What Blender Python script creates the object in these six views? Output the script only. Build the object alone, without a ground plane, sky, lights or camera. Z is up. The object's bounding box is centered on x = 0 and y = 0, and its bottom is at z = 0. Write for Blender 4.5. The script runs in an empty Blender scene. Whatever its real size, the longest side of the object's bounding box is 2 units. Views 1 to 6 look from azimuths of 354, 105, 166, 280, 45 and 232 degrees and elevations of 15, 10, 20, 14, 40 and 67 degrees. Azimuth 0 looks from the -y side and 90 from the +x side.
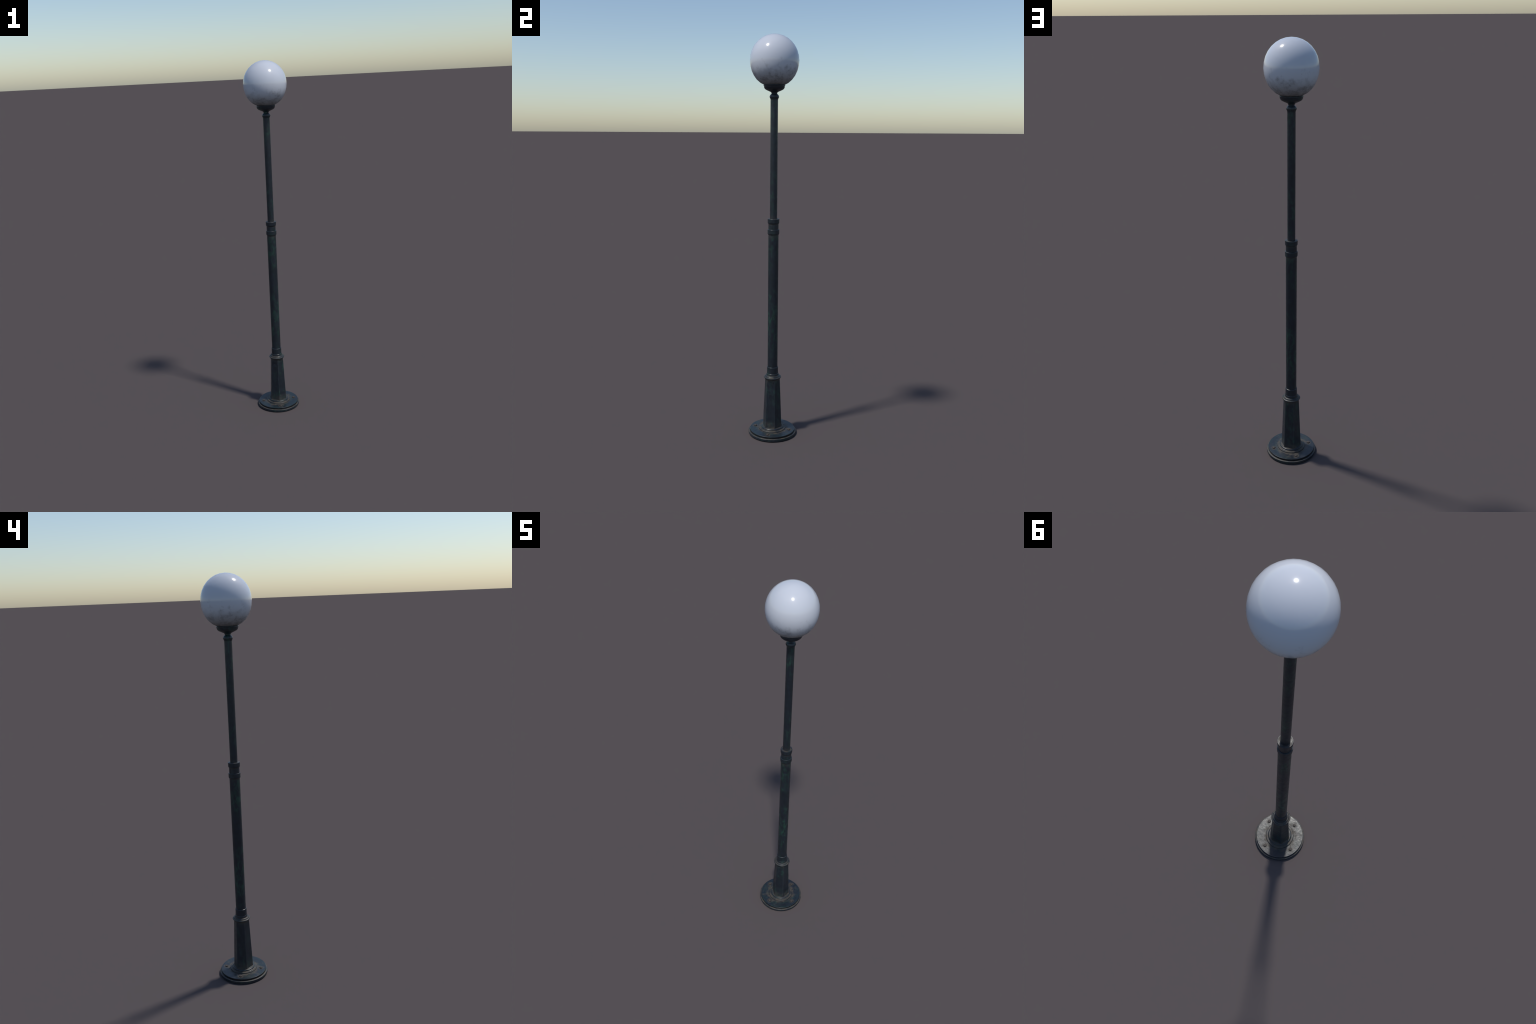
"""Globe street lamp: round bolted base plate, hexagonal tapered pedestal,
two-stage round post with couplings, turned neck and cup, glossy white globe."""
import bpy, bmesh, math
from mathutils import Vector

# ------------------------------------------------------------------ node helpers
class Tree:
    def __init__(self, name):
        self.mat = bpy.data.materials.new(name)
        self.mat.use_nodes = True
        self.t = self.mat.node_tree
        self.bsdf = self.t.nodes["Principled BSDF"]
        self.coord = self.t.nodes.new("ShaderNodeTexCoord").outputs["Object"]
        sep = self.t.nodes.new("ShaderNodeSeparateXYZ")
        self.link(self.coord, sep.inputs[0])
        self.x, self.y, self.z = sep.outputs
        rr = self.math("ADD", self.math("MULTIPLY", self.x, self.x), self.math("MULTIPLY", self.y, self.y))
        self.r = self.math("SQRT", rr)

    def link(self, a, b):
        self.t.links.new(a, b)

    def put(self, v, sock):
        if isinstance(v, bpy.types.NodeSocket):
            self.link(v, sock)
        else:
            sock.default_value = v

    def math(self, op, a, b=0.0, clamp=False):
        n = self.t.nodes.new("ShaderNodeMath")
        n.operation, n.use_clamp = op, clamp
        self.put(a, n.inputs[0])
        self.put(b, n.inputs[1])
        return n.outputs[0]

    def band(self, v, lo, hi, a=0.0, b=1.0):
        """smooth step of v from lo to hi, giving a..b"""
        n = self.t.nodes.new("ShaderNodeMapRange")
        n.interpolation_type = "SMOOTHSTEP"
        self.put(v, n.inputs[0])
        n.inputs[1].default_value, n.inputs[2].default_value = lo, hi
        n.inputs[3].default_value, n.inputs[4].default_value = a, b
        return n.outputs[0]

    def bump_band(self, v, a, b, c, d):
        """rises a..b, falls c..d"""
        return self.math("MULTIPLY", self.band(v, a, b), self.band(v, c, d, 1.0, 0.0))

    def noise(self, scale, detail=4.0, rough=0.55, stretch=(1, 1, 1), turn=(0, 0, 0), shift=(0, 0, 0), warp=0.0):
        m = self.t.nodes.new("ShaderNodeMapping")
        m.inputs["Scale"].default_value = stretch
        m.inputs["Rotation"].default_value = turn
        m.inputs["Location"].default_value = shift
        self.link(self.coord, m.inputs["Vector"])
        n = self.t.nodes.new("ShaderNodeTexNoise")
        n.inputs["Scale"].default_value = scale
        n.inputs["Detail"].default_value = detail
        n.inputs["Roughness"].default_value = rough
        n.inputs["Distortion"].default_value = warp
        self.link(m.outputs[0], n.inputs["Vector"])
        return n.outputs["Fac"]

    def mix(self, fac, a, b):
        n = self.t.nodes.new("ShaderNodeMix")
        n.data_type = "RGBA"
        self.put(fac, n.inputs[0])
        self.put((*a, 1) if isinstance(a, tuple) else a, n.inputs[6])
        self.put((*b, 1) if isinstance(b, tuple) else b, n.inputs[7])
        return n.outputs[2]

    def bump(self, height, strength, dist):
        n = self.t.nodes.new("ShaderNodeBump")
        n.inputs["Strength"].default_value = strength
        n.inputs["Distance"].default_value = dist
        self.link(height, n.inputs["Height"])
        self.link(n.outputs[0], self.bsdf.inputs["Normal"])

    def any(self, items):
        out = items[0]
        for i in items[1:]:
            out = self.math("MAXIMUM", out, i)
        return out


PAINT = (0.0125, 0.0172, 0.0250)
GREEN = (0.019, 0.060, 0.044)
GRIME = (0.066, 0.054, 0.040)
RUST = (0.036, 0.029, 0.025)


def painted_iron(name, grime_fn, grime_amount=0.75, bump=0.12, green_amount=0.9, paint=PAINT, rough=(0.31, 0.44), painted_shade_fn=None):
    """Dark blue-green paint, mottled verdigris streaks, dry brown grime where grime_fn says."""
    s = Tree(name)
    # verdigris: broad patches broken up by slanting finer streaks
    broad = s.band(s.noise(8.0, 2.0, 0.5, (1, 1, 0.8), shift=(0.31, 0.1, 0.62)), 0.40, 0.60, 0.12, 1.0)
    streak = s.band(s.noise(62.0, 5.0, 0.65, (1.0, 1.0, 0.40), turn=(0.45, -0.5, 0.3), warp=0.5), 0.44, 0.64)
    green = s.math("MULTIPLY", s.math("MULTIPLY", broad, streak), green_amount)
    col = s.mix(green, paint, GREEN)
    dark = s.band(s.noise(70.0, 4.0, 0.6, (1, 1, 0.6), shift=(2, 0, 0)), 0.35, 0.7, 0.8, 1.15)
    hue = s.t.nodes.new("ShaderNodeHueSaturation")
    s.link(dark, hue.inputs["Value"])
    s.link(col, hue.inputs["Color"])
    col = hue.outputs[0]
    patch = s.band(s.noise(38.0, 5.0, 0.6, shift=(0.7, 1.3, 0.4)), 0.40, 0.60)
    mask = s.math("MULTIPLY", grime_fn(s), s.math("ADD", s.math("MULTIPLY", patch, 0.75), 0.25), True)
    mask = s.math("MULTIPLY", mask, grime_amount)
    col = s.mix(mask, col, GRIME)
    if painted_shade_fn:                               # joint shadows darkened into the base colour
        col = s.mix(s.math("MULTIPLY", painted_shade_fn(s), 0.8), col, (0.005, 0.005, 0.006))
    s.link(col, s.bsdf.inputs["Base Color"])
    worn = s.noise(60.0, 4.0, 0.6, shift=(5, 1, 2))
    gloss = s.math("ADD", s.band(worn, 0.3, 0.7, *rough), s.math("MULTIPLY", mask, 0.34))
    s.link(gloss, s.bsdf.inputs["Roughness"])
    h = s.math("ADD", s.math("MULTIPLY", s.noise(150.0, 3.0, 0.5), 0.5), s.math("MULTIPLY", s.noise(55.0, 2.0), 1.6))
    s.bump(h, bump, 0.0022)
    return s.mat


def bolt_distance(s):
    """distance to the nearest of the four bolts on the axes"""
    ax, ay = s.math("ABSOLUTE", s.x), s.math("ABSOLUTE", s.y)
    far = s.math("MAXIMUM", ax, ay)
    near = s.math("MINIMUM", ax, ay)
    return s.math("SQRT", s.math("ADD", s.math("POWER", s.math("SUBTRACT", far, 0.0905), 2.0),
                              s.math("POWER", near, 2.0)))


def plate_painted_shade(s):
    side = s.math("MULTIPLY", s.bump_band(s.z, 0.0134, 0.0142, 0.0205, 0.0228), s.band(s.r, 0.1120, 0.1130))  # shadow beneath the upper disc's rim, painted near-black on its side
    side = s.math("MULTIPLY", side, s.band(s.r, 0.1162, 0.1172, 1.0, 0.0))
    foot = s.bump_band(s.r, 0.0672, 0.0684, 0.0688, 0.0702)
    step = s.math("MULTIPLY", s.bump_band(s.r, 0.0560, 0.0568, 0.0572, 0.0584), s.band(s.z, 0.0350, 0.0335))
    return s.any([side, s.math("MULTIPLY", s.band(bolt_distance(s), 0.0088, 0.0100, 0.8, 0.0), 0.9), s.math("MULTIPLY", foot, 0.8), s.math("MULTIPLY", step, 0.7)])  # bolt term draws a dark shadow ring on the plate round each head


def plate_grime(s):
    wander = s.math("ADD", s.r, s.band(s.noise(30.0, 4.0, 0.6, shift=(3, 1, 7)), 0.3, 0.7, -0.009, 0.009))
    ring = s.any([s.math("MULTIPLY", s.band(s.r, 0.0560, 0.0580), s.band(wander, 0.070, 0.090, 1.0, 0.0)), s.band(s.r, 0.0535, 0.0525)])
    ledge = s.bump_band(s.r, 0.1150, 0.1162, 0.1215, 0.1224)
    low = s.band(s.z, 0.017, 0.0155)              # only the lower step carries the ledge dirt
    d = bolt_distance(s)
    bolts = s.band(d, 0.0080, 0.022, 0.9, 0.0)
    stray = s.band(s.noise(26.0, 5.0, 0.65, shift=(8, 2, 1)), 0.52, 0.68, 0.0, 0.55)
    stray = s.math("MULTIPLY", stray, s.band(s.r, 0.057, 0.060))
    return s.any([ring, s.math("MULTIPLY", ledge, low), bolts, stray])


def pedestal_grime(s):
    foot = s.band(s.z, 0.040, 0.085, 1.0, 0.0)
    neck = s.band(s.z, 0.272, 0.296, 0.0, 0.6)
    return s.any([foot, neck])


def collar_grime(s):
    groove = s.bump_band(s.r, 0.0370, 0.0380, 0.0430, 0.0444)
    seat = s.math("MULTIPLY", s.bump_band(s.z, 0.3130, 0.3140, 0.316, 0.322), 0.7)
    under = s.band(s.z, 0.300, 0.296, 0.0, 0.8)
    return s.any([groove, seat, under])


def coupling_grime(s):
    top = s.math("MULTIPLY", s.band(s.z, 1.1215, 1.1235), s.band(s.r, 0.0285, 0.024))
    under = s.bump_band(s.z, 1.090, 1.098, 1.101, 1.104)
    under2 = s.bump_band(s.z, 1.040, 1.046, 1.049, 1.052)
    return s.any([top, s.math("MULTIPLY", under, 0.5), s.math("MULTIPLY", under2, 0.5)])


def shaft_grime(s):
    a = s.bump_band(s.z, 1.1225, 1.124, 1.126, 1.150)
    b = s.bump_band(s.z, 1.020, 1.045, 1.052, 1.060)
    return s.math("MULTIPLY", s.any([a, b]), 0.5)


def cup_grime(s):
    return s.math("MULTIPLY", s.band(s.z, 1.752, 1.745), 0.12)


def rusty_bolt():
    s = Tree("rusty_iron")
    n = s.band(s.noise(420.0, 3.0), 0.35, 0.65)
    s.link(s.mix(n, RUST, (0.058, 0.047, 0.040)), s.bsdf.inputs["Base Color"])
    s.bsdf.inputs["Roughness"].default_value = 0.68
    s.bump(s.noise(600.0, 3.0), 0.3, 0.001)
    return s.mat


def opal_glass():
    """White opal globe, sooty and speckled towards its foot."""
    s = Tree("opal_glass")
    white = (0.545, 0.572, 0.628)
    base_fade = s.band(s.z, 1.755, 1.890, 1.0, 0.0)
    cloud = s.noise(34.0, 4.0, 0.60, shift=(0.4, 0.9, 0.1))
    fine = s.noise(95.0, 5.0, 0.62, (1, 1, 0.85))
    blotch = s.math("ADD", s.math("MULTIPLY", cloud, 0.66), s.math("MULTIPLY", fine, 0.34))
    thr = s.math("ADD", blotch, s.math("MULTIPLY", base_fade, 0.22))
    soot = s.math("MULTIPLY", s.band(thr, 0.55, 0.84), s.band(s.z, 1.870, 1.900, 1.0, 0.0))
    grey_fade = s.band(s.z, 1.752, 1.858, 0.80, 0.0)
    col = s.mix(grey_fade, white, (0.135, 0.132, 0.132))
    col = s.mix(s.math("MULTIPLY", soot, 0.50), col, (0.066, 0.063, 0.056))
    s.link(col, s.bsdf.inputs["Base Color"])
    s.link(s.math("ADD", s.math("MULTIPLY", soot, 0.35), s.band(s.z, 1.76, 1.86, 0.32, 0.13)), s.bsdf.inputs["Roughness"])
    s.bsdf.inputs["IOR"].default_value = 1.5
    return s.mat


# ------------------------------------------------------------------ mesh helpers
def add_object(name, bm, mat, parent, sharp=35.0, crisp=True):
    bmesh.ops.recalc_face_normals(bm, faces=bm.faces)
    for f in bm.faces:
        f.smooth = True
    lim = math.radians(sharp)
    for e in bm.edges:
        if len(e.link_faces) == 2 and e.calc_face_angle(0.0) > lim:
            e.smooth = False
    me = bpy.data.meshes.new(name)
    bm.to_mesh(me)
    bm.free()
    me.materials.append(mat)
    ob = bpy.data.objects.new(name, me)
    bpy.context.scene.collection.objects.link(ob)
    ob.parent = parent
    if crisp:
        w = ob.modifiers.new("weighted_normals", "WEIGHTED_NORMAL")
        w.keep_sharp = True
    return ob


def lathe(profile, n, turn=0.0):
    """Closed solid of revolution; the profile runs bottom to top, capped on the axis."""
    bm = bmesh.new()
    rings = []
    for r, z in profile:
        if r < 1e-6:
            rings.append([bm.verts.new((0, 0, z))])
        else:
            rings.append([bm.verts.new((r * math.sin(turn + 2 * math.pi * k / n),
                                        -r * math.cos(turn + 2 * math.pi * k / n), z)) for k in range(n)])
    for a, b in zip(rings, rings[1:]):
        for k in range(n):
            j = (k + 1) % n
            if len(a) == 1 and len(b) == 1:
                continue
            if len(a) == 1:
                bm.faces.new((a[0], b[k], b[j]))
            elif len(b) == 1:
                bm.faces.new((a[k], b[0], a[j]))
            else:
                bm.faces.new((a[k], b[k], b[j], a[j]))
    for ring in (rings[0], rings[-1]):
        if len(ring) > 1:
            bm.faces.new(ring)
    return bm


def rounded(profile, radius, steps=2):
    """Round the inner corners of a profile with small arcs (quadratic corner cuts)."""
    out = [profile[0]]
    for p, q, s in zip(profile, profile[1:], profile[2:]):
        p, q, s = Vector(p), Vector(q), Vector(s)
        a, b = p - q, s - q
        cut = min(radius, 0.45 * a.length, 0.45 * b.length)
        A, B = q + a.normalized() * cut, q + b.normalized() * cut
        for i in range(steps + 1):
            t = i / steps
            c = A * (1 - t) ** 2 + q * 2 * t * (1 - t) + B * t * t
            out.append((c.x, c.y))
    out.append(profile[-1])
    return out


# ------------------------------------------------------------------ the lamp
lamp = bpy.data.objects.new("street_lamp", None)
bpy.context.scene.collection.objects.link(lamp)
lamp["label"] = "dark green cast iron lamp post with white glass globe"
lamp["category"] = "street lamp"

# base plate: thick disc, bevelled ledge, upper disc, two raised rings round the pedestal
plate_profile = rounded([
    (0.120, 0.000), (0.1228, 0.0012), (0.1230, 0.0114), (0.1223, 0.0124), (0.1168, 0.0137), (0.1138, 0.0138),
    (0.1138, 0.0150), (0.1150, 0.0160), (0.1155, 0.0226), (0.1147, 0.0237), (0.0730, 0.0240), (0.0688, 0.0243),
    (0.0682, 0.0280), (0.0666, 0.0296), (0.0592, 0.0302), (0.0570, 0.0312), (0.0569, 0.0350), (0.0552, 0.0369),
    (0.0538, 0.0376), (0.0495, 0.0380), (0.0440, 0.0392), (0.0300, 0.0395)], 0.0005)
plate = add_object("base_plate", lathe(plate_profile, 64),
                   painted_iron("plate_paint", plate_grime, 0.85, 0.16, 0.35, rough=(0.29, 0.42), painted_shade_fn=plate_painted_shade), lamp)

# anchor bolts: four low rounded heads on the axes
head = rounded([(0.0072, 0.0), (0.0072, 0.0034), (0.0062, 0.0048), (0.0, 0.0053)], 0.0006)
bolt = add_object("bolt", lathe(head, 8, math.pi / 8), rusty_bolt(), plate)
bolt.location = (0, -0.0905, 0.0236)
for k in range(1, 4):
    b = bolt.copy()
    a = k * math.pi / 2
    b.location = (0.0905 * math.sin(a), -0.0905 * math.cos(a), 0.0236)
    b.rotation_euler[2] = a + 0.35 * k
    bpy.context.scene.collection.objects.link(b)

# pedestal: tapering hexagon with softened arrises
def hexagon(r0, z0, r1, z1, chamfer):
    bm = bmesh.new()
    rings = []
    steps = 10
    for i in range(steps + 1):
        t = i / steps
        r, z = r0 + (r1 - r0) * t, z0 + (z1 - z0) * t
        corner = [Vector((r * math.sin(k * math.pi / 3), -r * math.cos(k * math.pi / 3), z)) for k in range(6)]
        ring = []
        for k in range(6):
            c, p, q = corner[k], corner[k - 1], corner[(k + 1) % 6]
            for other in (p, q):
                ring.append(bm.verts.new(c + (other - c).normalized() * chamfer))
        rings.append(ring)
    n = len(rings[0])
    for a, b in zip(rings, rings[1:]):
        for k in range(n):
            j = (k + 1) % n
            bm.faces.new((a[k], a[j], b[j], b[k]))
    for f in bm.faces:                      # the narrow corner strips get a paler colour
        if min(e.calc_length() for e in f.edges) < 0.006 and f.calc_area() < 2.4e-4 \
                and sorted(e.calc_length() for e in f.edges)[1] < 0.006:
            f.material_index = 1
    bm.faces.new(rings[0])
    bm.faces.new(rings[-1])
    return bm

ped = add_object("pedestal", hexagon(0.0503, 0.0360, 0.0392, 0.2995, 0.0016),
                 painted_iron("pedestal_paint", pedestal_grime, 0.62, green_amount=0.6), lamp, 20.0)
ped.data.materials.append(painted_iron("pale_edge_strip", pedestal_grime, 0.62, paint=(0.026, 0.033, 0.041)))

# moulded collar on top of the pedestal
collar_profile = rounded([
    (0.0300, 0.2950), (0.0395, 0.2950), (0.0412, 0.2990), (0.0440, 0.3022), (0.0447, 0.3045), (0.0437, 0.3068),
    (0.0412, 0.3080), (0.0385, 0.3084), (0.0379, 0.3096), (0.0379, 0.3117), (0.0362, 0.3137), (0.0345, 0.3146),
    (0.0309, 0.3152), (0.0303, 0.3232), (0.0300, 0.3246), (0.0288, 0.3256), (0.0282, 0.3580), (0.0276, 0.3594),
    (0.0256, 0.3604), (0.0200, 0.3605)], 0.0005)
add_object("pedestal_collar", lathe(collar_profile, 40),
           painted_iron("collar_paint", collar_grime, 0.75, green_amount=0.5), lamp, 32.0)

# post
SEG = 16
add_object("lower_shaft", lathe([(0.0256, 0.352)] + [(0.0256, 0.36 + 0.0695 * i) for i in range(11)], SEG),
           painted_iron("lower_shaft_paint", shaft_grime, 0.6), lamp)

coupling_profile = rounded([
    (0.0200, 1.0440), (0.0256, 1.0446), (0.0290, 1.0496), (0.0292, 1.0520), (0.0293, 1.0702), (0.0287, 1.0714), (0.0256, 1.0720),
    (0.0254, 1.0984), (0.0288, 1.1036), (0.0290, 1.1060), (0.0293, 1.1228), (0.0287, 1.1241),
    (0.0200, 1.1245), (0.0100, 1.1245)], 0.0006)
add_object("coupling", lathe(coupling_profile, SEG),
           painted_iron("coupling_paint", coupling_grime, 0.7, green_amount=0.35), lamp, 24.0)

add_object("upper_shaft", lathe([(0.0181, 1.1235)] + [(0.0181 + 0.0002 * i / 10, 1.13 + 0.0572 * i) for i in range(11)], SEG),
           painted_iron("upper_shaft_paint", shaft_grime, 0.6, green_amount=0.65), lamp)

# turned neck bead and flaring cup under the globe
bead_profile = [
    (0.0150, 1.6950), (0.0184, 1.6975), (0.0188, 1.7005), (0.0205, 1.7048), (0.0226, 1.7090), (0.0229, 1.7108),
    (0.0222, 1.7145), (0.0206, 1.7182), (0.0178, 1.7215), (0.0148, 1.7240), (0.0138, 1.7260), (0.0100, 1.7265)]
add_object("neck_bead", lathe(bead_profile, 24), painted_iron("neck_paint", cup_grime, 0.3), lamp, 45.0, False)

cup_profile = [
    (0.0120, 1.7255), (0.0139, 1.7258), (0.0141, 1.7290), (0.0158, 1.7320), (0.0195, 1.7342), (0.0270, 1.7375),
    (0.0350, 1.7410), (0.0415, 1.7442), (0.0460, 1.7482), (0.0487, 1.7525), (0.0496, 1.7560), (0.0497, 1.7600),
    (0.0506, 1.7612), (0.0522, 1.7622), (0.0524, 1.7640), (0.0515, 1.7650), (0.0470, 1.7640), (0.0420, 1.7560), (0.0, 1.7500)]
add_object("cup", lathe(cup_profile, 32), painted_iron("cup_paint", cup_grime, 0.3), lamp, 50.0, False)

# globe: slightly tall opal sphere whose foot sits in the cup
RINGS, R, H, CZ = 16, 0.1176, 0.1222, 1.8778
globe_profile = []
for i in range(RINGS + 1):
    t = math.pi * i / RINGS
    full = 1 + 0.035 * max(0.0, min(1.0, (math.cos(t) - 0.45) / 0.4))   # slightly fuller towards the foot
    globe_profile.append((R * math.sin(t) * full if 0 < i < RINGS else 0.0, CZ - H * math.cos(t)))
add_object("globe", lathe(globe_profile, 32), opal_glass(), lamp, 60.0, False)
